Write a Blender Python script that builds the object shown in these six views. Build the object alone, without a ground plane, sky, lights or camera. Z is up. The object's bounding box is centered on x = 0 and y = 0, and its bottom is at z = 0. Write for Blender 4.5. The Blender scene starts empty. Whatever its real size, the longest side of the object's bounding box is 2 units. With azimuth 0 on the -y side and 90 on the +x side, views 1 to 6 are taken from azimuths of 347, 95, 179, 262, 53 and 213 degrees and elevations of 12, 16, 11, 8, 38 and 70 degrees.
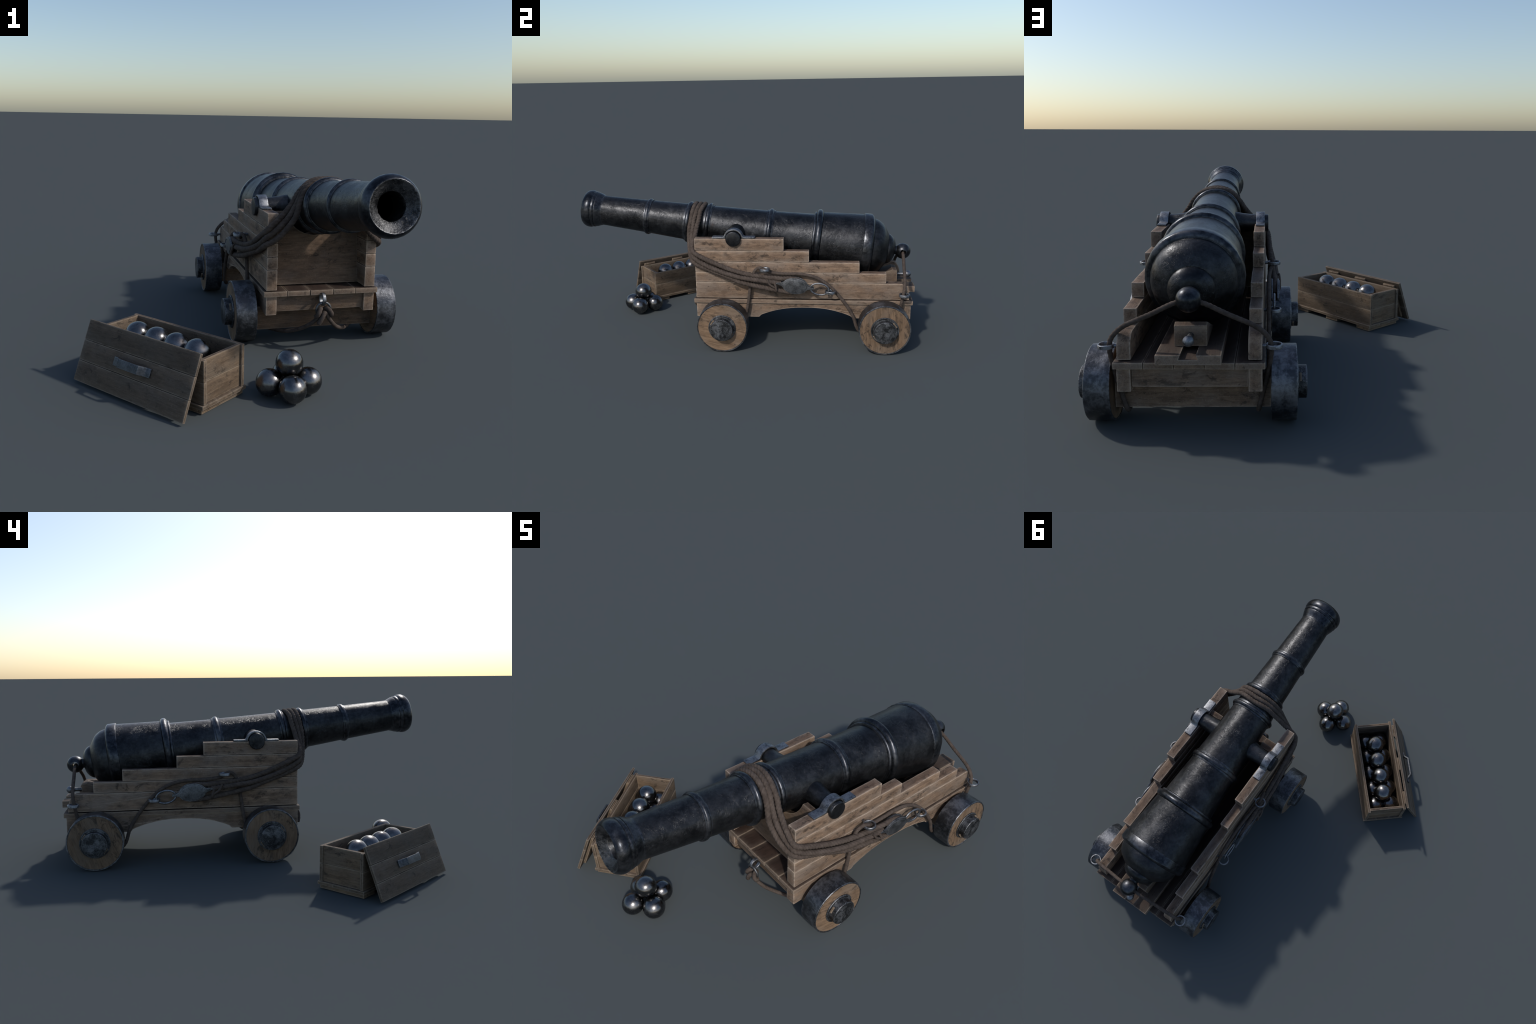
"""Ship's cannon on a stepped truck carriage, with a crate of shot and a small pile of cannonballs."""
import bpy, bmesh, math, random
from mathutils import Vector, Matrix, noise

random.seed(7)
CX = 0.34                      # symmetry plane of the cannon
COL = bpy.context.scene.collection

# ------------------------------------------------------------------ node helpers
class Graph:
    def __init__(self, name):
        self.mat = bpy.data.materials.new(name)
        self.mat.use_nodes = True
        self.t = self.mat.node_tree
        self.t.nodes.clear()
        self.out = self.n("ShaderNodeOutputMaterial")
        self.bsdf = self.n("ShaderNodeBsdfPrincipled")
        self.t.links.new(self.bsdf.outputs[0], self.out.inputs[0])

    def n(self, kind, **kw):
        node = self.t.nodes.new(kind)
        for k, v in kw.items():
            setattr(node, k, v)
        return node

    def put(self, sock, val):
        if hasattr(val, "is_output"):
            self.t.links.new(val, sock)
        elif val is not None:
            sock.default_value = val

    def math(self, op, a, b=None, clamp=False):
        m = self.n("ShaderNodeMath", operation=op, use_clamp=clamp)
        self.put(m.inputs[0], a)
        self.put(m.inputs[1], b)
        return m.outputs[0]

    def vmath(self, op, a, b=None):
        m = self.n("ShaderNodeVectorMath", operation=op)
        self.put(m.inputs[0], a)
        self.put(m.inputs[1], b)
        return m.outputs["Value"] if op in ("DOT_PRODUCT", "LENGTH") else m.outputs[0]

    def noise(self, vec, scale, detail=4, rough=0.55, dist=0.0, lac=2.0):
        m = self.n("ShaderNodeTexNoise")
        self.put(m.inputs["Vector"], vec)
        m.inputs["Scale"].default_value = scale
        m.inputs["Detail"].default_value = detail
        m.inputs["Roughness"].default_value = rough
        m.inputs["Distortion"].default_value = dist
        m.inputs["Lacunarity"].default_value = lac
        return m.outputs["Fac"]

    def ramp(self, fac, lo, hi):
        m = self.n("ShaderNodeMapRange", interpolation_type="SMOOTHSTEP")
        self.put(m.inputs["Value"], fac)
        m.inputs["From Min"].default_value = lo
        m.inputs["From Max"].default_value = hi
        return m.outputs["Result"]

    def mix(self, fac, a, b, mode="MIX"):
        m = self.n("ShaderNodeMix", data_type="RGBA", blend_type=mode)
        self.put(m.inputs[0], fac)
        for i, v in ((6, a), (7, b)):
            self.put(m.inputs[i], (*v, 1.0) if isinstance(v, tuple) and len(v) == 3 else v)
        return m.outputs[2]

    def lerp(self, fac, a, b):
        m = self.n("ShaderNodeMix", data_type="FLOAT")
        self.put(m.inputs[0], fac)
        self.put(m.inputs[2], a)
        self.put(m.inputs[3], b)
        return m.outputs[0]

    def coords(self, scale=(1, 1, 1), spread=9.0):
        """Object coordinates, shifted by a random amount for each object, stretched along the grain."""
        tc = self.n("ShaderNodeTexCoord")
        info = self.n("ShaderNodeObjectInfo")
        off = self.math("MULTIPLY", info.outputs["Random"], spread)
        comb = self.n("ShaderNodeCombineXYZ")
        for i in range(3):
            self.put(comb.inputs[i], off)
        v = self.vmath("ADD", tc.outputs["Object"], comb.outputs[0])
        self.rand = info.outputs["Random"]
        return v, self.vmath("MULTIPLY", v, scale)

    def edge(self, radius, gain):
        """1 near sharp edges, 0 on flats."""
        bev = self.n("ShaderNodeBevel", samples=4)
        bev.inputs["Radius"].default_value = radius
        geo = self.n("ShaderNodeNewGeometry")
        d = self.vmath("DOT_PRODUCT", bev.outputs[0], geo.outputs["True Normal"])
        return self.math("MULTIPLY", self.math("SUBTRACT", 1.0, d), gain, clamp=True)

    def bump(self, height, strength, dist):
        b = self.n("ShaderNodeBump")
        b.inputs["Strength"].default_value = strength
        b.inputs["Distance"].default_value = dist
        self.put(b.inputs["Height"], height)
        self.put(self.bsdf.inputs["Normal"], b.outputs[0])

    def done(self, color, rough, metal=0.0, spec=0.5):
        self.put(self.bsdf.inputs["Base Color"], (*color, 1.0) if isinstance(color, tuple) and len(color) == 3 else color)
        self.put(self.bsdf.inputs["Roughness"], rough)
        self.put(self.bsdf.inputs["Metallic"], metal)
        self.put(self.bsdf.inputs["Specular IOR Level"], spec)
        return self.mat


def wood(name, axis, dark, light, grey, worn, stain=0.60, wear=0.85, top=0.55, fibre_mix=0.45, tint=(1.0, 0.97, 0.99)):
    g = Graph(name)

    def along(k, ax_scale):
        v = [k, k, k]
        v[axis] = ax_scale
        return g.vmath("MULTIPLY", base, tuple(v))

    base, _ = g.coords()
    fibre = g.noise(along(70.0, 4.0), 1.0, 6, 0.62, 0.4)
    fine = g.noise(along(230.0, 22.0), 1.0, 4, 0.6)
    mott = g.noise(along(26.0, 11.0), 1.0, 9, 0.68, 0.3)
    patch = g.noise(along(9.0, 5.0), 1.0, 5, 0.6)
    speck = g.noise(base, 210.0, 3, 0.65)
    tone = g.math("ADD", g.math("MULTIPLY", g.ramp(fibre, 0.28, 0.72), fibre_mix), g.math("MULTIPLY", g.ramp(mott, 0.32, 0.68), 1.0 - fibre_mix))
    col = g.mix(tone, dark, light)
    col = g.mix(g.math("MULTIPLY", g.ramp(patch, 0.44, 0.64), 0.8), col, grey)
    col = g.mix(g.math("MULTIPLY", g.ramp(fine, 0.58, 0.36), 0.30), col, tuple(c * 0.5 for c in dark))
    col = g.mix(g.math("MULTIPLY", g.ramp(speck, 0.55, 0.75), 0.22), col, worn)
    # each timber a little lighter or darker
    comb = g.n("ShaderNodeCombineXYZ")
    t = g.lerp(g.rand, 0.86, 1.12)
    for i in range(3):
        g.put(comb.inputs[i], t)
    col = g.mix(1.0, col, comb.outputs[0], "MULTIPLY")
    # dark scuffs, knots and short cracks
    blot = g.noise(along(30.0, 19.0), 1.0, 10, 0.74, 0.6)
    where = g.noise(along(7.0, 5.0), 1.0, 3, 0.5)
    crack = g.noise(along(120.0, 9.0), 1.0, 4, 0.6, 0.8)
    scuff = g.math("MULTIPLY", g.ramp(blot, stain - 0.05, stain + 0.05), g.ramp(where, 0.40, 0.56))
    crk = g.math("MULTIPLY", g.ramp(crack, 0.66, 0.71), 0.8)
    pit = g.math("MULTIPLY", g.ramp(g.noise(along(55.0, 34.0), 1.0, 2, 0.5), 0.70, 0.75), 0.8)
    grime = g.math("MAXIMUM", g.math("MAXIMUM", scuff, crk), pit)
    col = g.mix(g.math("MULTIPLY", grime, 0.72), col, (0.026, 0.020, 0.016))
    # upward-facing sides are multiplied darker by their normal
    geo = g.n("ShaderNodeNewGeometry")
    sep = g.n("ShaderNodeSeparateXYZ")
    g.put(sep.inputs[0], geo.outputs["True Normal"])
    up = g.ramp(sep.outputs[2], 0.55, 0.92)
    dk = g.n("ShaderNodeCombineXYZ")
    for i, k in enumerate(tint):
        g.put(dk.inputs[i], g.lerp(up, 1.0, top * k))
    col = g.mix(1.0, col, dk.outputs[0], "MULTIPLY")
    # pale rubbed arrises
    e = g.math("MULTIPLY", g.edge(0.0068, 13.0), g.ramp(g.noise(along(48.0, 20.0), 1.0, 6, 0.7), 0.30, 0.52))
    col = g.mix(g.math("MULTIPLY", e, wear), col, worn)
    h = g.math("ADD", g.math("MULTIPLY", fibre, 0.7), g.math("MULTIPLY", mott, 0.8))
    h = g.math("ADD", g.math("SUBTRACT", h, g.math("MULTIPLY", grime, 0.5)), g.math("MULTIPLY", fine, 0.3))
    g.bump(h, 0.40, 0.003)
    return g.done(col, g.lerp(mott, 0.66, 0.88), 0.0, 0.25)


def iron(name, dark, light, rough, worn, wear, bump, scale=1.0, metal=0.9, lo=0.38, hi=0.68, rust=0.0, crease=0.0, edge=0.005, grain=0.45):
    g = Graph(name)
    base, _ = g.coords()
    cloud = g.noise(base, 11.0 * scale, 8, 0.68, 0.3)
    fine = g.noise(base, 70.0 * scale, 5, 0.65)
    mask = g.ramp(g.math("ADD", g.math("MULTIPLY", cloud, 0.72), g.math("MULTIPLY", fine, 0.28)), lo, hi)
    col = g.mix(mask, dark, light)
    if rust:
        r = g.ramp(g.noise(base, 17.0, 6, 0.7), 0.64, 0.76)
        col = g.mix(g.math("MULTIPLY", r, rust), col, (0.09, 0.045, 0.022))
    e = g.math("MULTIPLY", g.edge(edge, 6.0), g.ramp(fine, 0.35, 0.6))
    col = g.mix(g.math("MULTIPLY", e, wear), col, worn)
    dents = g.noise(base, 34.0 * scale, 3, 0.5, 1.2)
    pits = g.noise(base, 120.0 * scale, 4, 0.65, 0.4)
    h = g.math("ADD", g.math("MULTIPLY", dents, 0.5), g.math("MULTIPLY", pits, grain))
    if crease:
        # thin curved forging creases
        c = g.math("ABSOLUTE", g.math("SUBTRACT", g.noise(base, 46.0, 2, 0.5, 2.2), 0.5))
        line = g.math("MULTIPLY", g.ramp(c, 0.035, 0.0), g.ramp(g.noise(base, 16.0, 2), 0.42, 0.60))
        h = g.math("SUBTRACT", h, g.math("MULTIPLY", line, crease))
    g.bump(h, bump, 0.005)
    return g.done(col, g.lerp(g.ramp(cloud, 0.3, 0.7), rough[0], rough[1]), metal, 0.5)


def rope_material():
    g = Graph("rope_fibre")
    base, _ = g.coords()
    n1 = g.noise(base, 40.0, 5, 0.65)
    n2 = g.noise(base, 260.0, 3, 0.6)
    col = g.mix(g.ramp(n1, 0.3, 0.7), (0.060, 0.046, 0.038), (0.104, 0.081, 0.068))
    col = g.mix(g.math("MULTIPLY", g.ramp(n2, 0.4, 0.65), 0.35), col, (0.042, 0.032, 0.027))
    # groove shading painted into the rope: concave lay between strands darkened
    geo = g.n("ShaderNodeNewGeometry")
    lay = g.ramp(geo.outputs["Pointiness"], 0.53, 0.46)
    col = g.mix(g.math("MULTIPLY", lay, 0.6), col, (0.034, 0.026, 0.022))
    g.bump(n2, 0.3, 0.002)
    return g.done(col, 0.9, 0.0, 0.15)


def shot_material():
    g = Graph("polished_iron_shot")
    base, _ = g.coords()
    c = g.noise(base, 20.0, 7, 0.7)
    f = g.noise(base, 90.0, 4, 0.6)
    col = g.mix(g.ramp(c, 0.35, 0.7), (0.120, 0.118, 0.120), (0.205, 0.20, 0.198))
    col = g.mix(g.math("MULTIPLY", g.ramp(f, 0.60, 0.74), 0.6), col, (0.045, 0.04, 0.037))
    g.bump(g.math("ADD", c, g.math("MULTIPLY", f, 0.15)), 0.14, 0.004)
    return g.done(col, g.lerp(g.ramp(c, 0.3, 0.7), 0.17, 0.36), 1.0)


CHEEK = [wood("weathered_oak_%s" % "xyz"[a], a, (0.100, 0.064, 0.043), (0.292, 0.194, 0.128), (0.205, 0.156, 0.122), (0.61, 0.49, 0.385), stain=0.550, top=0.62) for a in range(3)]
INNER = [wood("shaded_oak_%s" % "xyz"[a], a, (0.070, 0.044, 0.028), (0.204, 0.131, 0.084), (0.130, 0.096, 0.074), (0.40, 0.32, 0.245), wear=0.65, stain=0.56) for a in range(3)]  # darker oak copy, shade below and between the cheeks baked into its colour
DECK = [wood("dark_deck_oak_%s" % "xy"[a], a, (0.130, 0.089, 0.063), (0.270, 0.192, 0.138), (0.210, 0.162, 0.126), (0.46, 0.37, 0.28), top=0.19, wear=0.6, tint=(1.0, 0.84, 0.84)) for a in range(2)]  # low top value darkens the boards where cheeks and barrel block the sun
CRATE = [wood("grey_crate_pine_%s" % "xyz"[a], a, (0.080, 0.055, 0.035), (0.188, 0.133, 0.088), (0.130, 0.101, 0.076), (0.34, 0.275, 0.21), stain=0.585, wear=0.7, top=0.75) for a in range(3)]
CRATE[0] = wood("sun_tinted_crate_pine", 0, (0.098, 0.065, 0.041), (0.230, 0.158, 0.100), (0.160, 0.121, 0.088), (0.38, 0.30, 0.22), stain=0.585, wear=0.7, top=0.62)  # lightened and warmed to carry the sunlight on the crate ends
LIDWOOD = wood("dark_lid_pine", 1, (0.060, 0.043, 0.030), (0.125, 0.091, 0.064), (0.098, 0.078, 0.061), (0.32, 0.26, 0.20), stain=0.585, wear=0.7, top=0.9)
WHEELWOOD = wood("warm_wheel_elm", 2, (0.100, 0.064, 0.039), (0.262, 0.173, 0.109), (0.180, 0.133, 0.097), (0.30, 0.22, 0.15), stain=0.555, wear=0.3, fibre_mix=0.55)
BORE_BLACK = iron("black_bore", (0.004, 0.004, 0.004), (0.012, 0.012, 0.012), (0.6, 0.8), (0.02, 0.02, 0.02), 0.0, 0.3)
GUN = iron("black_gun_iron", (0.018, 0.0188, 0.021), (0.068, 0.069, 0.073), (0.31, 0.45), (0.16, 0.165, 0.175), 0.5, 0.34, 0.9, 0.85, 0.36, 0.74, rust=0.30, crease=0.55, grain=0.18)
MOULD = iron("rubbed_moulding_iron", (0.018, 0.020, 0.024), (0.10, 0.103, 0.113), (0.26, 0.42), (0.20, 0.205, 0.22), 0.6, 0.14, 0.9, 0.9)
MUZZLE = iron("scoured_muzzle_iron", (0.024, 0.025, 0.027), (0.115, 0.115, 0.118), (0.30, 0.50), (0.40, 0.40, 0.40), 0.9, 0.55, 1.6, 0.9, 0.40, 0.62, crease=0.4)
TYRE = iron("worn_tyre_iron", (0.058, 0.060, 0.066), (0.185, 0.19, 0.205), (0.34, 0.56), (0.40, 0.41, 0.43), 0.8, 0.34, 1.2, 0.9, 0.42, 0.64)
HARD = iron("grey_wrought_iron", (0.060, 0.063, 0.069), (0.250, 0.258, 0.275), (0.38, 0.56), (0.42, 0.43, 0.45), 0.8, 0.25, 2.4, 0.92, 0.36, 0.58)
BLOCK = iron("dull_block_iron", (0.060, 0.062, 0.065), (0.175, 0.178, 0.185), (0.42, 0.58), (0.40, 0.41, 0.43), 0.8, 0.3, 2.4, 0.88, 0.34, 0.66)
GRIP = iron("dark_grip_iron", (0.040, 0.042, 0.045), (0.130, 0.135, 0.145), (0.42, 0.58), (0.30, 0.31, 0.33), 0.8, 0.3, 2.4, 0.88, 0.34, 0.66)
HUB = iron("mottled_hub_iron", (0.030, 0.031, 0.033), (0.185, 0.19, 0.20), (0.42, 0.62), (0.40, 0.41, 0.43), 0.8, 0.35, 2.6, 0.85, 0.42, 0.66)
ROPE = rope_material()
SHOT = shot_material()

# ------------------------------------------------------------------ object helpers
def wrap(name, mesh, mat, parent, loc=(0, 0, 0), rot=None):
    if mat and not mesh.materials:
        mesh.materials.append(mat)
    ob = bpy.data.objects.new(name, mesh)
    COL.objects.link(ob)
    m = Matrix.Translation(Vector(loc))
    if rot is not None:
        m = m @ rot.to_4x4()
    ob.matrix_basis = m
    if parent:
        ob.parent = parent
        ob.matrix_parent_inverse = parent.matrix_basis.inverted()
    return ob


def top(name, loc, label, category, rot=None):
    ob = bpy.data.objects.new(name, None)
    ob.empty_display_size = 0.1
    COL.objects.link(ob)
    m = Matrix.Translation(Vector(loc))
    if rot is not None:
        m = m @ rot.to_4x4()
    ob.matrix_basis = m
    ob["label"], ob["category"] = label, category
    return ob


def to_mesh(bm, name, smooth=True, angle=35):
    bmesh.ops.recalc_face_normals(bm, faces=bm.faces)
    me = bpy.data.meshes.new(name)
    bm.to_mesh(me)
    bm.free()
    if smooth:
        for p in me.polygons:
            p.use_smooth = True
        me.set_sharp_from_angle(angle=math.radians(angle))
    return me


def rough_up(bm, amount, scale, seed):
    off = Vector((seed * 3.17, seed * 1.71, seed * 2.39))
    for v in bm.verts:
        v.co += noise.noise_vector(v.co * scale + off) * amount


def plank_mesh(name, size, bevel=0.003, step=0.035, rough=0.0009, seed=0.0):
    """A hewn timber: bevelled box cut into short lengths and slightly uneven."""
    bm = bmesh.new()
    bmesh.ops.create_cube(bm, size=1.0)
    bmesh.ops.scale(bm, vec=size, verts=bm.verts)
    bmesh.ops.bevel(bm, geom=bm.edges[:], offset=min(bevel, min(size) * 0.3), segments=2, profile=0.6, affect="EDGES")
    for ax in range(3):
        n = int(size[ax] / step)
        no = [0, 0, 0]
        no[ax] = 1
        for i in range(1, n):
            co = [0, 0, 0]
            co[ax] = -size[ax] / 2 + size[ax] * i / n
            bmesh.ops.bisect_plane(bm, geom=bm.verts[:] + bm.edges[:] + bm.faces[:], plane_co=co, plane_no=no)
    rough_up(bm, rough, 14.0, seed)
    rough_up(bm, rough * 0.5, 60.0, seed + 5)
    return to_mesh(bm, name, angle=30)


def plank(name, lo, hi, mat, parent, rot=None, **kw):
    size = [h - l for l, h in zip(lo, hi)]
    mid = [(h + l) / 2 for l, h in zip(lo, hi)]
    return wrap(name, plank_mesh(name, size, seed=random.uniform(0, 50), **kw), mat, parent, mid, rot)


def lathe_mesh(name, profile, segs, matrix=Matrix(), angle=38, close=False, rough=0.0, zone=None):
    """Revolve (height, radius) pairs about the local z axis."""
    bm = bmesh.new()
    rings = []
    for h, r in profile:
        if r < 1e-6:
            rings.append([bm.verts.new((0, 0, h))])
        else:
            rings.append([bm.verts.new((r * math.cos(2 * math.pi * i / segs), r * math.sin(2 * math.pi * i / segs), h)) for i in range(segs)])
    pairs = list(zip(rings, rings[1:]))
    if close:
        pairs.append((rings[-1], rings[0]))
    for k, (a, b) in enumerate(pairs):
        for i in range(segs):
            j = (i + 1) % segs
            if len(a) == 1:
                f = bm.faces.new((a[0], b[i], b[j]))
            elif len(b) == 1:
                f = bm.faces.new((a[i], a[j], b[0]))
            else:
                f = bm.faces.new((a[i], a[j], b[j], b[i]))
            if zone:
                f.material_index = zone(k)
    if not close:
        for r in (rings[0], rings[-1]):
            if len(r) > 1:
                bm.faces.new(r)
    if rough:
        rough_up(bm, rough, 45.0, 3.0)
    bmesh.ops.transform(bm, matrix=matrix, verts=bm.verts)
    return to_mesh(bm, name, angle=angle)


def spline(points, step=0.004):
    """Catmull-Rom curve through points, resampled evenly."""
    P = [Vector(p) for p in points]
    P = [P[0] * 2 - P[1]] + P + [P[-1] * 2 - P[-2]]
    raw = []
    for i in range(1, len(P) - 2):
        a, b, c, d = P[i - 1:i + 3]
        ta, tb, tc = ((b - a).length ** 0.5, (c - b).length ** 0.5, (d - c).length ** 0.5)
        m1 = (c - b) + ((b - a) / ta - (c - a) / (ta + tb)) * tb
        m2 = (c - b) + ((d - c) / tc - (d - b) / (tb + tc)) * tb
        n = 24
        for k in range(n):
            t = k / n
            raw.append(b * (2 * t**3 - 3 * t**2 + 1) + m1 * (t**3 - 2 * t**2 + t) + c * (-2 * t**3 + 3 * t**2) + m2 * (t**3 - t**2))
    raw.append(P[-2])
    out, acc = [raw[0]], 0.0
    for p, q in zip(raw, raw[1:]):
        seg = (q - p).length
        while seg > 0 and acc + seg >= step:
            p = p + (q - p) * ((step - acc) / seg)
            out.append(p.copy())
            seg = (q - p).length
            acc = 0.0
        acc += seg
    if (out[-1] - raw[-1]).length > step * 0.3:
        out.append(raw[-1])
    return out


def rope_mesh(name, points, radius, pitch=0.052, strands=3, groove=0.13, hand=1.0, sides=18, step=0.0035, mirror=False):
    """Laid rope: a lobed section swept along a curve and twisted as it goes."""
    pts = spline(points, step)
    bm = bmesh.new()
    t0 = (pts[1] - pts[0]).normalized()
    up = t0.orthogonal().normalized()
    rings, dist = [], 0.0
    for i, p in enumerate(pts):
        t = (pts[min(i + 1, len(pts) - 1)] - pts[max(i - 1, 0)]).normalized()
        up = (up - t * up.dot(t)).normalized()
        side = t.cross(up)
        if i:
            dist += (p - pts[i - 1]).length
        tw = hand * 2 * math.pi * dist / pitch
        taper = 0.82 if i in (0, len(pts) - 1) else 1.0
        ring = []
        for k in range(sides):
            a = 2 * math.pi * k / sides
            lobe = abs(math.sin(strands * (a - tw) / 2))
            r = radius * taper * (1.0 - groove + groove * lobe ** 0.8 * 1.15)
            ring.append(bm.verts.new(p + (up * math.cos(a) + side * math.sin(a)) * r))
        rings.append(ring)
    for a, b in zip(rings, rings[1:]):
        for k in range(sides):
            j = (k + 1) % sides
            bm.faces.new((a[k], a[j], b[j], b[k]))
    bm.faces.new(rings[0][::-1])
    bm.faces.new(rings[-1])
    return to_mesh(bm, name, angle=60)


def flip(points):
    return [(2 * CX - x, y, z) for x, y, z in points]


def wire_mesh(name, points, radius, sides=10, closed=True):
    """Round bar bent along a closed loop."""
    P = [Vector(p) for p in points]
    n = len(P)
    c = sum(P, Vector()) / n
    bm = bmesh.new()
    rings = []
    normal = (P[1] - P[0]).cross(P[n // 4] - P[0]).normalized()
    for i in range(n):
        t = (P[(i + 1) % n] - P[i - 1]).normalized()
        out = normal.cross(t).normalized()
        rings.append([bm.verts.new(P[i] + (out * math.cos(2 * math.pi * k / sides) + normal * math.sin(2 * math.pi * k / sides)) * radius) for k in range(sides)])
    for i in range(n):
        a, b = rings[i], rings[(i + 1) % n]
        for k in range(sides):
            j = (k + 1) % sides
            bm.faces.new((a[k], a[j], b[j], b[k]))
    return to_mesh(bm, name, angle=60)


def prism_mesh(name, outline, depth, bevel=0.002, seed=0.0, rough=0.0, angle=30):
    """Outline in the local (y, z) plane, thick along local x, centred on it."""
    bm = bmesh.new()
    vs = [bm.verts.new((-depth / 2, y, z)) for y, z in outline]
    f = bm.faces.new(vs)
    ext = bmesh.ops.extrude_face_region(bm, geom=[f])
    bmesh.ops.translate(bm, vec=(depth, 0, 0), verts=[e for e in ext["geom"] if isinstance(e, bmesh.types.BMVert)])
    bmesh.ops.recalc_face_normals(bm, faces=bm.faces)
    if bevel:
        caps = [f for f in bm.faces if abs(f.normal.x) > 0.9]
        edges = {e for f in caps for e in f.edges}
        edges |= {e for e in bm.edges if e.calc_face_angle(0) > 0.6}
        bmesh.ops.bevel(bm, geom=list(edges), offset=bevel, segments=2, profile=0.6, affect="EDGES")
    if rough:
        rough_up(bm, rough, 14.0, seed)
    return to_mesh(bm, name, angle=angle)


# =================================================================== CANNON
cannon = top("ship_cannon", (CX, 0.35, 0.0), "old black iron ship's cannon on a stepped oak truck carriage", "cannon")

# ---- gun barrel: profile along the bore (y of the axis point, radius), muzzle first
AXIS_Z, SLOPE = 0.630, 0.1354
TILT = math.atan(SLOPE)
K = 1.0 / math.cos(TILT)


def ring(y, r, half, body, lip=0.0):
    """Half-round moulding on the barrel, with an optional small fillet each side."""
    pts = [(y - half - lip, body[0])] if not lip else [(y - half - lip, body[0]), (y - half - lip + 0.0005, body[0] + 0.004), (y - half, body[0] + 0.0045)]
    for i in range(7):
        a = math.pi * i / 6
        lo = body[0] + (body[1] - body[0]) * i / 6 + (0.0045 if lip else 0.0)
        pts.append((y - half * math.cos(a), lo + (r - lo) * math.sin(a)))
    pts += [(y + half + lip, body[1])] if not lip else [(y + half, body[1] + 0.0045), (y + half + lip - 0.0005, body[1] + 0.004), (y + half + lip, body[1])]
    return pts


prof = [(-0.35, 0.0), (-0.35, 0.051), (-0.86, 0.0527), (-0.9570, 0.0530), (-0.9590, 0.0545), (-0.9680, 0.0668), (-0.983, 0.0890), (-0.9868, 0.0935),
        (-0.9868, 0.0952), (-0.9850, 0.0975), (-0.981, 0.1015), (-0.974, 0.1065), (-0.965, 0.1105), (-0.955, 0.1125), (-0.945, 0.1126), (-0.9370, 0.1108),
        (-0.9330, 0.1085), (-0.9318, 0.1050), (-0.9296, 0.1048), (-0.9285, 0.1068), (-0.923, 0.1075), (-0.9165, 0.1064), (-0.9145, 0.1048), (-0.9135, 0.1012), (-0.9110, 0.1010), (-0.9098, 0.1034),
        (-0.903, 0.1022), (-0.893, 0.0984), (-0.883, 0.0944), (-0.8770, 0.0922), (-0.8745, 0.0918), (-0.8735, 0.0897), (-0.867, 0.0889), (-0.75, 0.0935)]
rings = []


def moulding(pts):
    global prof
    rings.append((pts[0][0], pts[-1][0]))
    prof += pts


moulding(ring(-0.593, 0.1092, 0.0110, (0.0985, 0.1000), 0.005))
prof += [(-0.48, 0.1045)]
moulding(ring(-0.348, 0.1250, 0.0135, (0.1092, 0.1105), 0.008))
prof += [(-0.29, 0.1128)]
moulding(ring(-0.2285, 0.1316, 0.0125, (0.1155, 0.1168), 0.008))
prof += [(-0.05, 0.1245)]
moulding(ring(0.1365, 0.1470, 0.0140, (0.1330, 0.1345), 0.0095))
prof += [(0.27, 0.1418), (0.385, 0.1490), (0.3900, 0.1500), (0.3915, 0.1605), (0.3950, 0.1635), (0.4015, 0.1640), (0.4035, 0.1625)]
for i in range(9):
    a = math.pi * (0.06 + 0.94 * i / 8)
    prof.append((0.4230 - 0.0190 * math.cos(a), 0.164 + 0.0178 * math.sin(a)))
rings.append((0.3910, 0.4425))
prof += [(0.4432, 0.1675), (0.55, 0.1765), (0.6815, 0.1878), (0.6828, 0.1932), (0.6845, 0.1943), (0.7255, 0.1948), (0.7290, 0.1938), (0.7355, 0.1880),
         (0.7405, 0.1810), (0.7420, 0.1745), (0.7440, 0.1700), (0.7600, 0.1672), (0.7725, 0.1632), (0.7860, 0.1560), (0.7990, 0.1475), (0.8090, 0.1372),
         (0.8175, 0.1258), (0.8255, 0.1135), (0.8325, 0.1020), (0.8380, 0.0930), (0.8385, 0.0902), (0.8440, 0.0904), (0.8520, 0.0872), (0.8605, 0.0818),
         (0.8690, 0.0745), (0.8760, 0.0650), (0.8815, 0.0550), (0.8848, 0.0440), (0.8862, 0.0340), (0.8868, 0.0280), (0.8900, 0.0265), (0.9100, 0.0265)]
rings.append((0.6818, 0.7420))


def gun_zone(k):
    """0 cast barrel, 1 rubbed mouldings, 2 scoured muzzle face, 3 black bore."""
    y, r = [(p + q) / 2 for p, q in zip(prof[k], prof[k + 1])]
    if k < 2:
        return 3
    if k < 2:
        return 3
    if k < 3:
        return 0
    if k < 7:
        return 2
    if y < -0.868 and r > 0.08:
        return 1
    return 1 if any(lo <= y <= hi for lo, hi in rings) else 0


gun_frame = Matrix.Translation((CX, 0, AXIS_Z)) @ Matrix.Rotation(-math.pi / 2 - TILT, 4, "X")
barrel_mesh = lathe_mesh("gun_barrel", [(y * K, r) for y, r in prof], 32, angle=44, zone=gun_zone)
for m in (GUN, MOULD, MUZZLE, BORE_BLACK):
    barrel_mesh.materials.append(m)
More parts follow.
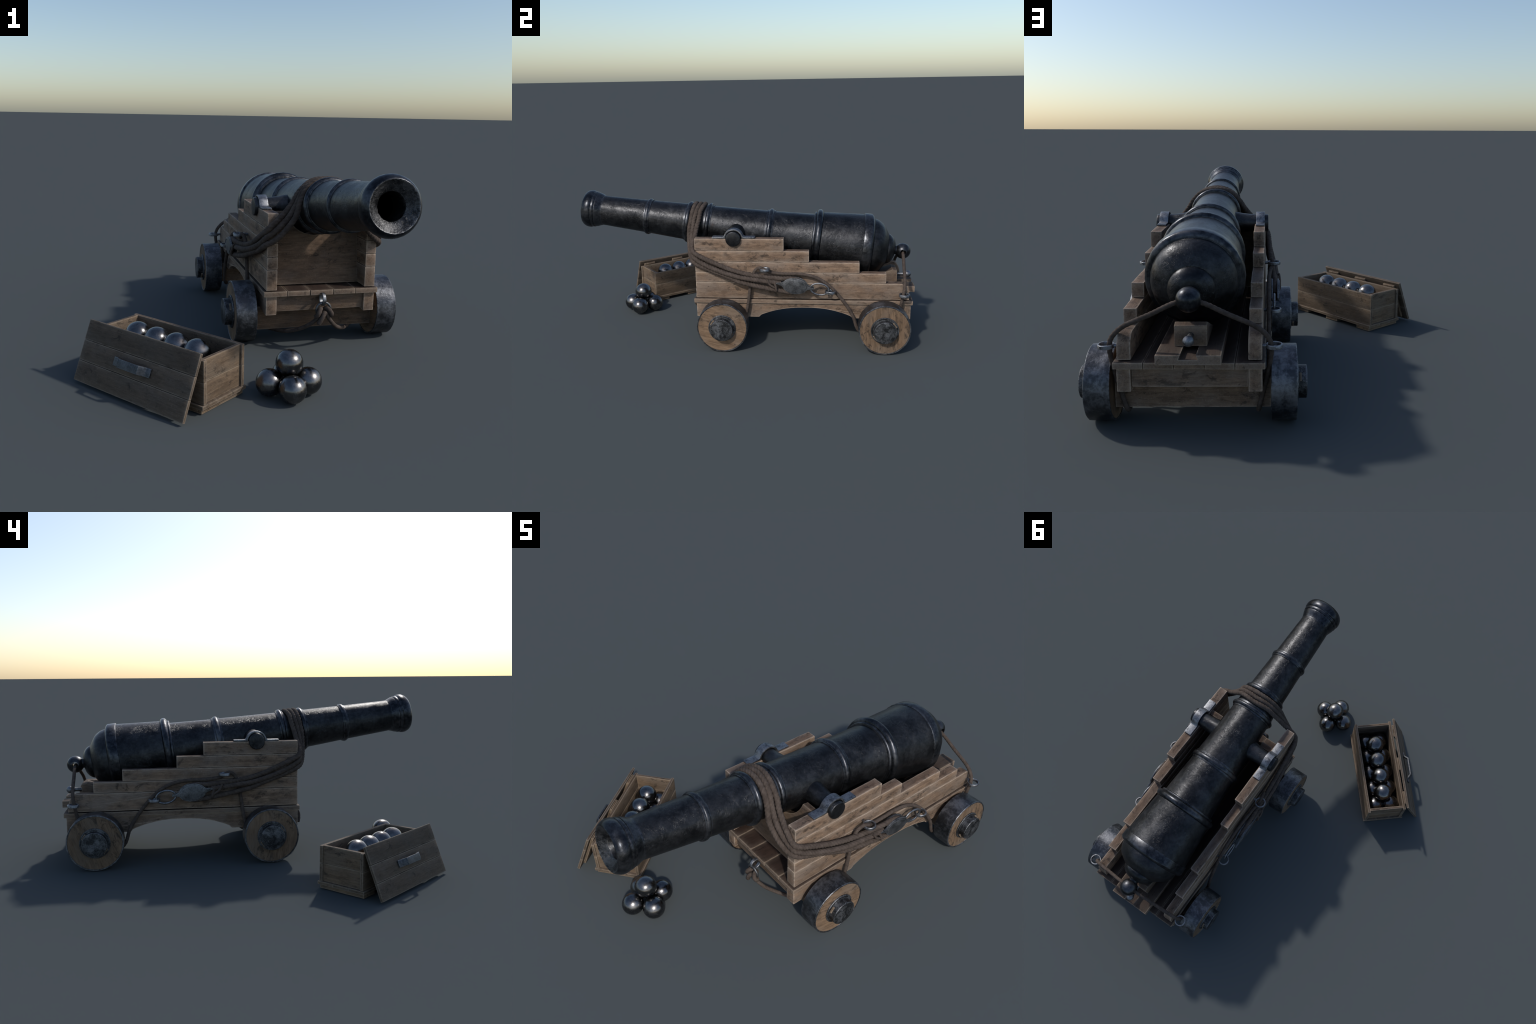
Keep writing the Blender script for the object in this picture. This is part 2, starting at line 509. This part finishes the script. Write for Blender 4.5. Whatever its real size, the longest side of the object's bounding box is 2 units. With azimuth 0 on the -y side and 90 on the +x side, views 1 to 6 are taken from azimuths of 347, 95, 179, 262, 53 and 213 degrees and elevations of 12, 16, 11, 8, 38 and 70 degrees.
# battered bore lip and small nicks round the muzzle rim
for v in barrel_mesh.vertices:
    if v.co.z < -0.9550 * K:
        rad = math.hypot(v.co.x, v.co.y)
        if 0.05 < rad < 0.06 or 0.092 < rad < 0.099:
            n = noise.noise(v.co * 55) + 0.6 * noise.noise(v.co * 140)
            f = 1 + n * (0.035 if rad < 0.06 else 0.008)
            v.co.x *= f
            v.co.y *= f
            v.co.z += n * 0.0015
barrel = wrap("gun_barrel", barrel_mesh, None, cannon)
barrel.matrix_basis = gun_frame


def on_axis(y):
    return Vector((CX, y, AXIS_Z - SLOPE * y))


# ---- cascabel knob with the hole the breeching rope passes through
bm = bmesh.new()
bmesh.ops.create_uvsphere(bm, u_segments=28, v_segments=18, radius=0.0468)
knob_me = to_mesh(bm, "cascabel_knob")
knob = wrap("cascabel_knob", knob_me, MOULD, barrel, on_axis(0.9345))
bm = bmesh.new()
bmesh.ops.create_cone(bm, cap_ends=True, segments=20, radius1=0.0165, radius2=0.0165, depth=0.2)
bmesh.ops.rotate(bm, matrix=Matrix.Rotation(math.pi / 2, 3, "Y"), verts=bm.verts)
cutter = wrap("hole_cutter", to_mesh(bm, "hole_cutter"), None, None, on_axis(0.9335) + Vector((0, 0, 0.002)))
mod = knob.modifiers.new("hole", "BOOLEAN")
mod.object, mod.operation, mod.solver = cutter, "DIFFERENCE", "EXACT"
bpy.context.view_layer.update()
dg = bpy.context.evaluated_depsgraph_get()
cut = bpy.data.meshes.new_from_object(knob.evaluated_get(dg))
knob.modifiers.clear()
knob.data = cut
cut.name = "cascabel_knob_bored"
for p in cut.polygons:
    p.use_smooth = True
cut.set_sharp_from_angle(angle=math.radians(40))
bpy.data.objects.remove(cutter)

# ---- trunnions and their cap squares
TRY = -0.0485
for s in (-1, 1):
    tr = lathe_mesh("trunnion", [(0.09, 0.0560), (0.126, 0.0530), (0.150, 0.0480), (0.185, 0.0440), (0.215, 0.0433), (0.272, 0.0432), (0.2755, 0.0415), (0.2765, 0.039), (0.2765, 0.0)], 32,
                    Matrix.Rotation(s * math.pi / 2, 4, "Y"), angle=45)
    wrap("trunnion", tr, GUN, barrel, (CX, TRY, AXIS_Z - SLOPE * TRY))
    # strap: flat feet and an arch over the trunnion
    outer, inner = [], []
    R0, R1 = 0.0545, 0.0455
    for i in range(15):
        a = math.pi * i / 14
        outer.append((R0 * math.cos(a), 0.004 + R0 * math.sin(a) * 0.93))
        inner.append((R1 * math.cos(a), 0.004 + (R0 * math.sin(a) * 0.93 if 0 else R1 * math.sin(a) * 0.93)))
    shape = [(0.1225, 0.0085), (0.0600, 0.0085)] + outer[1:-1] + [(-0.0600, 0.0085), (-0.1225, 0.0085), (-0.1225, 0.0005), (-0.0470, 0.0005)] + inner[::-1][1:-1] + [(0.0470, 0.0005), (0.1225, 0.0005)]
    strap = prism_mesh("trunnion_strap", shape[::-1], 0.0425, 0.0016, angle=40)
    wrap("trunnion_strap", strap, HARD, cannon, (CX + s * 0.2375, TRY, 0.6372))

# ---- carriage cheeks: five stepped timbers on each side
LEVELS = [(0.566, 0.6372, 0.2373), (0.501, 0.566, 0.3808), (0.439, 0.501, 0.6660), (0.380, 0.439, 0.8170)]
FRONT = -0.2735
for s in (-1, 1):
    for lo, hi, back in LEVELS:
        jig = random.uniform(-0.0006, 0.0006)
        a, b = sorted((CX + s * (0.2110 + jig), CX + s * (0.2605 + jig)))
        plank("cheek_plank", (a, FRONT, lo + 0.0011), (b, back, hi - 0.0011), CHEEK[1], cannon, bevel=0.0030, rough=0.0011)
    # lowest timber with a rounded rear end
    z0, z1 = 0.2835, 0.3789
    outline = [(FRONT, z0), (FRONT, z1)] + [(FRONT + (0.898 - FRONT) * i / 24, z1) for i in range(1, 24)]
    for i in range(11):
        a = math.pi / 2 * (1 - i / 10)
        outline.append((0.898 + 0.050 * math.cos(a), z1 - 0.078 + 0.078 * math.sin(a)))
    outline += [(0.9495, z0)] + [(0.9495 + (FRONT - 0.9495) * i / 24, z0) for i in range(1, 24)]
    cy = 0.34
    me = prism_mesh("cheek_base_plank", [(y - cy, z - 0.33) for y, z in outline], 0.0500, 0.0034, seed=random.uniform(0, 9), rough=0.0009)
    wrap("cheek_plank", me, CHEEK[1], cannon, (CX + s * 0.2358, cy, 0.33))
    # arched bracket below the deck
    y0, y1 = -0.274, 0.9605
    outline = [(y0, 0.1675), (y0, 0.2548)] + [(y0 + (y1 - y0) * i / 24, 0.2548) for i in range(1, 24)] + [(y1, 0.2548), (y1, 0.1675), (0.632, 0.1675), (0.619, 0.1815)]
    for i in range(1, 24):
        t = 1 - 2 * i / 24
        outline.append((0.362 + 0.257 * t, 0.1815 + 0.0475 * (1 - abs(t) ** 2.3)))
    outline += [(0.105, 0.1815), (0.092, 0.1675)]
    me = prism_mesh("arched_bracket", [(y - cy, z - 0.21) for y, z in outline], 0.0500, 0.0030, seed=random.uniform(0, 9), rough=0.0008)
    wrap("arched_bracket", me, CHEEK[1], cannon, (CX + s * 0.2362, cy, 0.21))

# ---- deck of five long planks
for i in range(5):
    x0 = CX - 0.2735 + 0.547 / 5 * i
    dy = random.uniform(-0.0015, 0.0015)
    plank("deck_plank", (x0 + 0.0012, -0.2845 + dy, 0.2560), (x0 + 0.547 / 5 - 0.0012, 0.9710 + dy, 0.2800), DECK[1], cannon, bevel=0.0022)

# ---- axles and the cross beams resting on them
for yc, face in ((-0.109, -0.259), (0.806, 0.9460)):
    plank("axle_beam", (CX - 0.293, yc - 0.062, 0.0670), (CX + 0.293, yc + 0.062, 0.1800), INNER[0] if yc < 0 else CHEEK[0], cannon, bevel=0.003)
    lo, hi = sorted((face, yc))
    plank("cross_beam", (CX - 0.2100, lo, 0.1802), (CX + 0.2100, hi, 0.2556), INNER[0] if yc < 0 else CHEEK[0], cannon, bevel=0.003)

# ---- transom between the cheeks, hollowed for the barrel, leaning back
zt, zb, th = 0.626, 0.281, 0.030
arc = []
for i in range(17):
    a = math.radians(188 + 164 * i / 16)
    arc.append((0.141 * math.cos(a), 0.652 + 0.141 * math.sin(a)))
arc = [p for p in arc if p[1] < zt - 0.002]
edge_x = math.sqrt(0.141 ** 2 - (0.652 - zt) ** 2)
outline = [(-0.211, zb), (-0.211, zt), (-edge_x, zt)] + arc + [(edge_x, zt), (0.211, zt), (0.211, zb)]
LEAN = math.atan2(0.0565, zt - zb)
tr_me = prism_mesh("transom", [(x, (z - 0.45)) for x, z in outline], th, 0.0022, seed=4, rough=0.0006)
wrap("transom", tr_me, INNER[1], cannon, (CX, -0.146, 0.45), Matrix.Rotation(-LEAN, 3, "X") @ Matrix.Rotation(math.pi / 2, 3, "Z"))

# ---- sliding bed with a dovetail channel, the quoin and its handle
bed_out = [(-0.1165, 0.0), (-0.1165, 0.0355), (-0.0280, 0.0355), (-0.0352, 0.0185), (0.0345, 0.0185), (0.0272, 0.0355), (0.1165, 0.0355), (0.1165, 0.0)]
bed_me = prism_mesh("quoin_bed", [(x, z - 0.018) for x, z in bed_out], 0.62, 0.0016, seed=2, rough=0.0005)
bed = wrap("quoin_bed", bed_me, DECK[0], cannon, (CX - 0.0012, 0.6895, 0.3010), Matrix.Rotation(math.pi / 2, 3, "Z"))
q_out = [(0.655, 0.0), (0.655, 0.004), (0.8735, 0.0845), (0.8980, 0.0785), (0.9005, 0.0740), (0.9005, 0.0)]
q_me = prism_mesh("quoin", [(y - 0.78, z - 0.03) for y, z in q_out], 0.120, 0.0028, seed=6, rough=0.0006)
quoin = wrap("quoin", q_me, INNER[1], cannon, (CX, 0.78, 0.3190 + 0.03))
hp = [(0.0, 0.0115), (0.040, 0.0105)]
for i in range(1, 13):
    a = math.pi * (0.17 + 0.83 * i / 12)
    hp.append((0.070 - 0.0205 * math.cos(a), 0.0205 * math.sin(a) if i < 12 else 0.0))
wrap("quoin_handle", lathe_mesh("quoin_handle", hp, 20, Matrix.Rotation(-math.pi / 2, 4, "X")), HARD, quoin, (CX, 0.900, 0.3610))

# ---- wheels
R = 0.1455
for s in (-1, 1):
    for yc in (-0.1085, 0.8065):
        face = 0.0490
        turn = Matrix.Rotation(s * math.pi / 2, 4, "Y")          # local z points outwards
        at = (CX + s * 0.341, yc, R)
        disc = lathe_mesh("wheel", [(-0.046, 0.0), (-0.046, R - 0.009), (-0.044, R - 0.007), (0.0455, R - 0.007), (0.0475, R - 0.009), (0.0475, 0.0)], 40, turn)
        spin = {(1, 0): 1.35, (1, 1): 0.05, (-1, 0): 0.1, (-1, 1): -0.35}[(s, int(yc > 0))]
        wheel = wrap("wheel", disc, WHEELWOOD, cannon, at, Matrix.Rotation(spin, 3, "X"))
        tyre = lathe_mesh("tyre", [(-0.0475, R - 0.0075), (-0.0475, R - 0.0015), (-0.0455, R), (0.0465, R), (0.0488, R - 0.0018), (0.0488, R - 0.0068), (0.0470, R - 0.0078)], 32, turn, close=True, rough=0.0012, angle=30)
        wrap("tyre", tyre, TYRE, wheel, at)
        hub = lathe_mesh("hub_cap", [(0.03, 0.0), (0.03, 0.0785), (0.0520, 0.0785), (0.0545, 0.0765), (0.0548, 0.0640), (0.0855, 0.0637), (0.0880, 0.0620), (0.0885, 0.0590), (0.0885, 0.0)], 32, turn, angle=30, rough=0.0005)
        wrap("hub_cap", hub, HUB, wheel, at)
        ang = -0.62 if yc < 0 else 0.62                            # wooden linchpin through the axle end
        pin = plank_mesh("linchpin", (0.0085, 0.1390, 0.032), 0.0012, 0.03, 0.0003, seed=yc)
        wrap("linchpin", pin, CRATE[1], wheel, (CX + s * (0.341 + 0.0625), yc, R), Matrix.Rotation(ang, 3, "X"))

# ---- eyebolts
eye_me = lathe_mesh("eyebolt", [(-0.0076, 0.0248), (-0.0062, 0.0236), (0.0062, 0.0236), (0.0076, 0.0248), (0.0076, 0.0290), (0.0058, 0.0306), (-0.0058, 0.0306), (-0.0076, 0.0290)], 24, angle=40, close=True, rough=0.0006)
shank_me = lathe_mesh("eyebolt_shank", [(0.0, 0.0075), (0.022, 0.0062)], 12, Matrix.Rotation(-math.pi / 2, 4, "Y") @ Matrix.Translation((0, 0, 0.0)))


def eyebolt(center, towards, upright=False):
    """Flat ring at center, its shank running to the timber in the direction towards."""
    t = Vector(towards).normalized()
    other = Vector((1, 0, 0)) if upright else Vector((0, 0, 1))
    m = Matrix((-t, other.cross(-t), other)).transposed()
    ob = wrap("eyebolt", eye_me, HARD, cannon, center, m)
    sh = wrap("shank", shank_me, HARD, ob, Vector(center) + t * 0.0285, m)
    return ob


for s in (-1, 1):
    for y, z in ((0.1330, 0.4700), (0.5025, 0.3420), (0.9160, 0.3265)):
        eyebolt((CX + s * 0.3050, y, z), (-s, 0, 0))
eyebolt((CX, -0.2985, 0.2400), (0, 1, 0), upright=True)

# ---- pulley blocks: two oval iron shells with pointed lugs, a sheave between, linked to the eyebolt
def shell_outline(a, b, lug):
    pts = []
    for i in range(40):
        t = 2 * math.pi * i / 40
        u, w = a * math.cos(t), b * math.sin(t)
        pts.append((u, w))
    if not lug:
        return pts
    keep = [p for p in pts if abs(p[0]) < a * 0.97]
    right = sorted((p for p in keep if p[1] > 0), key=lambda p: -p[0])
    left = sorted((p for p in keep if p[1] <= 0), key=lambda p: p[0])
    back = [(0.108, 0.0050), (0.086, 0.0062), (a + 0.003, 0.0100)]
    tip = [(-a - 0.003, 0.0105), (-0.090, 0.0075), (-0.112, 0.0012)]
    return back + right + tip + [(u, -w) for u, w in tip[::-1]] + left + [(u, -w) for u, w in back[::-1]]


shell_me = prism_mesh("shell", shell_outline(0.0720, 0.0465, True)[::-1], 0.0080, 0.0014, angle=32)
dish_me = prism_mesh("dish", shell_outline(0.0630, 0.0385, False), 0.0050, 0.0014, angle=32)
sheave_me = lathe_mesh("sheave", [(-0.010, 0.0), (-0.010, 0.036), (-0.004, 0.029), (0.004, 0.029), (0.010, 0.036), (0.010, 0.0)], 24, Matrix.Rotation(math.pi / 2, 4, "Y"), angle=40)
BLK = Vector((0.6500, 0.3035, 0.3800))
PITCH = math.radians(-8.5)
for s in (-1, 1):
    x = CX + s * (BLK.x - CX)
    rot = Matrix.Rotation(PITCH, 3, "X")
    front = wrap("pulley_block", shell_me, BLOCK, cannon, (x + s * 0.0125, BLK.y, BLK.z), rot)
    wrap("dish", dish_me, BLOCK, front, (x + s * 0.0172, BLK.y, BLK.z), rot)
    wrap("back_shell", shell_me, BLOCK, front, (x - s * 0.0145, BLK.y, BLK.z), rot)
    wrap("sheave", sheave_me, HUB, front, (x - s * 0.001, BLK.y, BLK.z), rot)
    loop = []
    for i in range(36):
        t = 2 * math.pi * i / 36
        u, w = 0.0520 * math.cos(t), 0.0330 * math.sin(t)
        loop.append((x - s * (0.004 + 0.0008), 0.4420 + u * math.cos(PITCH) - w * math.sin(PITCH) * 1, 0.3575 + u * math.sin(PITCH) + w * math.cos(PITCH)))
    cen = Vector((x, 0.442, 0.3575))
    me = wire_mesh("link", [Vector(p) - cen for p in loop], 0.0052)
    wrap("link", me, HARD, cannon, cen)

# ---- ropes
A_R = 0.0134


def over_barrel(y_top, leave, side_pts, tail):
    """Right half path from the crown of the barrel down its flank and out to the cheek, mirrored to the left."""
    body = 0.1140 + 0.042 * (y_top + 0.31)
    half = []
    for i in range(0, 9):
        f = i / 8.0
        a = math.radians(90 + (leave - 90) * f)
        r = body + A_R * (0.20 + 0.70 * f ** 1.2)          # bedded down on top, lifting off at the flank
        y = y_top + (side_pts[0][1] + 0.004 - y_top) * f ** 1.4
        half.append((CX + r * math.cos(a), y, on_axis(y).z + r * math.sin(a)))
    half += side_pts + tail
    return flip(half)[::-1] + half[1:]


upper = [(0.4624, -0.2665, 0.7245), (0.4907, -0.2755, 0.6811), (0.5274, -0.2815, 0.6372), (0.5610, -0.2862, 0.6064), (0.5890, -0.2872, 0.5800)]
upper_tail = [(0.6070, -0.2800, 0.5600), (0.6150, -0.2560, 0.5440), (0.6190, -0.2070, 0.5205), (0.6230, -0.1477, 0.4945), (0.6260, -0.0914, 0.4715),
              (0.6300, -0.0200, 0.4490), (0.6350, 0.0560, 0.4335), (0.6410, 0.1500, 0.4230), (0.6460, 0.2290, 0.4175), (0.6490, 0.2850, 0.4190), (0.6490, 0.3250, 0.4070), (0.6490, 0.3440, 0.3760)]
mid = [(0.4600, -0.2955, 0.7180), (0.4781, -0.3000, 0.6811), (0.5041, -0.3030, 0.6371), (0.5389, -0.3010, 0.5926), (0.5756, -0.2930, 0.5560), (0.6040, -0.2825, 0.5330)]
mid_tail = [(0.6145, -0.2600, 0.5140), (0.6210, -0.2196, 0.4910), (0.6290, -0.1652, 0.4680), (0.6400, -0.0816, 0.4400), (0.6490, -0.0100, 0.4230), (0.6530, 0.0600, 0.4130), (0.6560, 0.1377, 0.4040), (0.6540, 0.1850, 0.3980), (0.6500, 0.2250, 0.3920)]
low = [(0.4715, -0.3215, 0.6840), (0.4873, -0.3245, 0.6306), (0.5199, -0.3180, 0.5788), (0.5496, -0.3100, 0.5426), (0.5825, -0.2970, 0.5140), (0.6060, -0.2800, 0.4985)]
low_tail = [(0.6135, -0.2560, 0.4845), (0.6155, -0.2200, 0.4690), (0.6165, -0.1800, 0.4530), (0.6230, -0.1350, 0.4380), (0.6340, -0.0748, 0.4180), (0.6430, -0.0132, 0.3950), (0.6480, 0.0673, 0.3760), (0.6500, 0.1200, 0.3660),
            (0.6530, 0.1881, 0.3530), (0.6510, 0.2417, 0.3440), (0.6500, 0.2900, 0.3390), (0.6490, 0.3230, 0.3460)]
for nm, y, leave, side, tail in (("rear", -0.2490, 48, upper, upper_tail), ("middle", -0.2760, 30, mid, mid_tail), ("front", -0.3030, 14, low, low_tail)):
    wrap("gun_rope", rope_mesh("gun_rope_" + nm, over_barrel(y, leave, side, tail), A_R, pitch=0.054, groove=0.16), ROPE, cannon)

# thin lashing between the block tip and the running rope
for s in (-1, 1):
    for pts in ([(0.668, 0.1452, 0.4192), (0.672, 0.1632, 0.3900), (0.670, 0.1894, 0.3713), (0.662, 0.2050, 0.3600)],
                [(0.664, 0.2035, 0.3480), (0.671, 0.1995, 0.3600), (0.671, 0.1960, 0.3780), (0.664, 0.1880, 0.3980)]):
        p = pts if s > 0 else flip(pts)
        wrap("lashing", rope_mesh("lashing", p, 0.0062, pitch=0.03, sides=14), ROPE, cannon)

# breeching rope: knotted at the front eyebolt, under the front axle, through the eyebolts, under the rear axle, to the cascabel
breech = [(0.3500, -0.3230, 0.1860), (0.3560, -0.3200, 0.1700), (0.3730, -0.3080, 0.1460), (0.3950, -0.2900, 0.1200), (0.4300, -0.2500, 0.0880), (0.4810, -0.1980, 0.0620), (0.5300, -0.1400, 0.0560), (0.5780, -0.0720, 0.0560),
          (0.6020, -0.0340, 0.0680), (0.6180, -0.0060, 0.1150), (0.6228, 0.0217, 0.2053), (0.6228, 0.0340, 0.2700), (0.6228, 0.0445, 0.3457), (0.6228, 0.0550, 0.4000), (0.6240, 0.0670, 0.4420), (0.6300, 0.0850, 0.4680),
          (0.6360, 0.1080, 0.4770), (0.6390, 0.1280, 0.4690), (0.6350, 0.1480, 0.4560), (0.6290, 0.1720, 0.4480), (0.6250, 0.2200, 0.4410), (0.6230, 0.2700, 0.4390), (0.6220, 0.3150, 0.4390), (0.6220, 0.3950, 0.4270), (0.6220, 0.4600, 0.3980), (0.6225, 0.5120, 0.3560),
          (0.6230, 0.5680, 0.2920), (0.6230, 0.6060, 0.2380), (0.6230, 0.6366, 0.1820), (0.6200, 0.6621, 0.1100), (0.6060, 0.7050, 0.0700), (0.5900, 0.7500, 0.0560), (0.5860, 0.8150, 0.0555), (0.5860, 0.8650, 0.0570), (0.5890, 0.8820, 0.0760), (0.6020, 0.8900, 0.1330),
          (0.6180, 0.8960, 0.2000), (0.6300, 0.9030, 0.2700), (0.6340, 0.9100, 0.3150), (0.6270, 0.9170, 0.3500), (0.6070, 0.9215, 0.3780), (0.5770, 0.9240, 0.4020), (0.4780, 0.9290, 0.4480), (0.3880, 0.9335, 0.4910), (0.3400, 0.9345, 0.4980)]
B_R = 0.0096
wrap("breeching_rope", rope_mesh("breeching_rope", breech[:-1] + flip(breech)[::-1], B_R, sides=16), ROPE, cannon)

# knot at the front: a ring hanging from the eyebolt, with turns of rope through it
kc = Vector((CX, -0.3110, 0.1960))
loop = [(0.0330 * math.cos(2 * math.pi * i / 32), -0.004 * math.sin(2 * math.pi * i / 32), 0.0330 * math.sin(2 * math.pi * i / 32)) for i in range(32)]
wrap("hanging_ring", wire_mesh("hanging_ring", loop, 0.0060), BLOCK, cannon, kc)
for pts in ([(0.3490, -0.2960, 0.1900), (0.3560, -0.3130, 0.2010), (0.3680, -0.3270, 0.1900), (0.3760, -0.3240, 0.1740), (0.3720, -0.3080, 0.1660)],
            [(0.3320, -0.2980, 0.1860), (0.3260, -0.3140, 0.2000), (0.3160, -0.3280, 0.1880), (0.3090, -0.3240, 0.1700), (0.3070, -0.3080, 0.1620)],
            [(0.3460, -0.3120, 0.1700), (0.3420, -0.3260, 0.1830), (0.3340, -0.3330, 0.1730), (0.3230, -0.3320, 0.1500), (0.3140, -0.3260, 0.1310)]):
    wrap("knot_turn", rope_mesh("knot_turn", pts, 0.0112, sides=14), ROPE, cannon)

# =================================================================== CRATE, LID, SHOT
CR = Vector((-0.3954, -0.5576, 0.0))
YAW = math.radians(40.1)            # local x across the crate, local y along it
CROT = Matrix.Rotation(YAW, 3, "Z")
crate = top("shot_crate", CR, "open grey-brown plank crate on skids", "wooden crate", CROT)


def crate_part(name, lo, hi, mat, **kw):
    size = [h - l for l, h in zip(lo, hi)]
    mid = Vector([(h + l) / 2 for l, h in zip(lo, hi)])
    me = plank_mesh(name, size, seed=random.uniform(0, 50), **kw)
    return wrap(name, me, mat, crate, CR + CROT @ mid, CROT)


CL, CW, WT = 0.298, 0.1168, 0.0150
Z0, Z1, Z2 = 0.0355, 0.1215, 0.2060
for lo, hi in ((Z0, Z1), (Z1, Z2)):
    for s in (-1, 1):
        a, b = sorted((s * CW, s * (CW - WT)))
        crate_part("side_plank", (a, -CL, lo + 0.0007), (b, CL, hi - 0.0007), CRATE[1], bevel=0.0016, rough=0.0005)
        a, b = sorted((s * (CL - 0.010), s * (CL - 0.010 - WT)))
        crate_part("end_plank", (-CW + WT - 0.0005, a, lo + 0.0007), (CW - WT + 0.0005, b, hi - 0.0006), CRATE[0], bevel=0.0016, rough=0.0005)
for i in range(3):
    x0 = -0.1265 + 0.253 / 3 * i
    crate_part("floor_plank", (x0 + 0.0003, -0.301, 0.0195), (x0 + 0.253 / 3 - 0.0003, 0.301, 0.0350), CRATE[1], bevel=0.0014, rough=0.0004)
for y in (-0.2445, 0.0, 0.2445):
    crate_part("skid", (-0.1195, y - 0.0455, 0.0), (0.1195, y + 0.0455, 0.0192), CRATE[0], bevel=0.0016, rough=0.0004)

# ---- lid leaning on the long side: three planks, three battens, an iron handle
LYAW = math.radians(39.5)
TIP = math.radians(22.6)
lid_c = Vector((-0.5331, -0.6726, 0.1257))
# local x up the slope, local y along the lid, local z out of the lid (away from the crate)
ux = (Matrix.Rotation(LYAW, 3, "Z") @ Vector((math.sin(TIP), 0, math.cos(TIP)))).normalized()
uy = Matrix.Rotation(LYAW, 3, "Z") @ Vector((0, 1, 0))
uz = ux.cross(uy)
LROT = Matrix((ux, uy, uz)).transposed()
lid = top("crate_lid", lid_c - Vector((0, 0, lid_c.z)), "plank crate lid with iron handle, leaning", "wooden crate lid")


def lid_part(name, lo, hi, mat, **kw):
    size = [h - l for l, h in zip(lo, hi)]
    mid = Vector([(h + l) / 2 for l, h in zip(lo, hi)])
    return wrap(name, plank_mesh(name, size, seed=random.uniform(0, 50), **kw), mat, lid, lid_c + LROT @ mid, LROT)


LH, LL, LT = 0.1248, 0.3005, 0.0135
for i in range(3):
    a = -LH + 2 * LH / 3 * i
    lid_part("lid_plank", (a + 0.0008, -LL, -LT), (a + 2 * LH / 3 - 0.0008, LL, 0.0), LIDWOOD, bevel=0.0016, rough=0.0005)
for y in (-0.225, 0.0, 0.225):
    lid_part("lid_batten", (-LH + 0.018, y - 0.040, -LT - 0.0130), (LH - 0.018, y + 0.040, -LT - 0.0004), CRATE[0], bevel=0.0016, rough=0.0004)
hshape = [(-0.100, 0.0003), (-0.100, 0.0075), (-0.078, 0.0075), (-0.056, 0.0315), (0.056, 0.0315), (0.078, 0.0075), (0.100, 0.0075), (0.100, 0.0003), (0.074, 0.0003), (0.052, 0.0235), (-0.052, 0.0235), (-0.074, 0.0003)]
wrap("lid_handle", prism_mesh("lid_handle", hshape, 0.034, 0.0014, angle=25), GRIP, lid, lid_c, LROT)

# ---- cannonballs: a pyramid of five, and two layers in the crate
RB = 0.0540
bm = bmesh.new()
bmesh.ops.create_uvsphere(bm, u_segments=40, v_segments=24, radius=RB)
ball_me = to_mesh(bm, "cannonball", angle=180)


def ball(p):
    rot = Matrix.Rotation(random.uniform(0, 6.28), 3, "Z") @ Matrix.Rotation(random.uniform(0, 3.1), 3, "X")
    ob = wrap("cannonball", ball_me, SHOT, None, p, rot)
    ob["label"], ob["category"] = "polished dark iron cannonball, one of a stack", "cannonball"


pile = Vector((0.0545, -0.7510, 0.0))
for i in (-1, 1):
    for j in (-1, 1):
        ball(pile + CROT @ Vector((i * RB, j * RB, RB)))
ball(pile + Vector((0, 0, RB + RB * math.sqrt(2))))
zl = 0.0355 + RB
for k in range(5):
    for s in (-1, 1):
        ball(CR + CROT @ Vector((s * 0.0475, -0.2140 + 0.1080 * k, zl)))
zu = zl + math.sqrt((2 * RB) ** 2 - 0.054 ** 2 - 0.0475 ** 2)
for k in range(4):
    ball(CR + CROT @ Vector((0.0, -0.160 + 0.1080 * k, zu)))
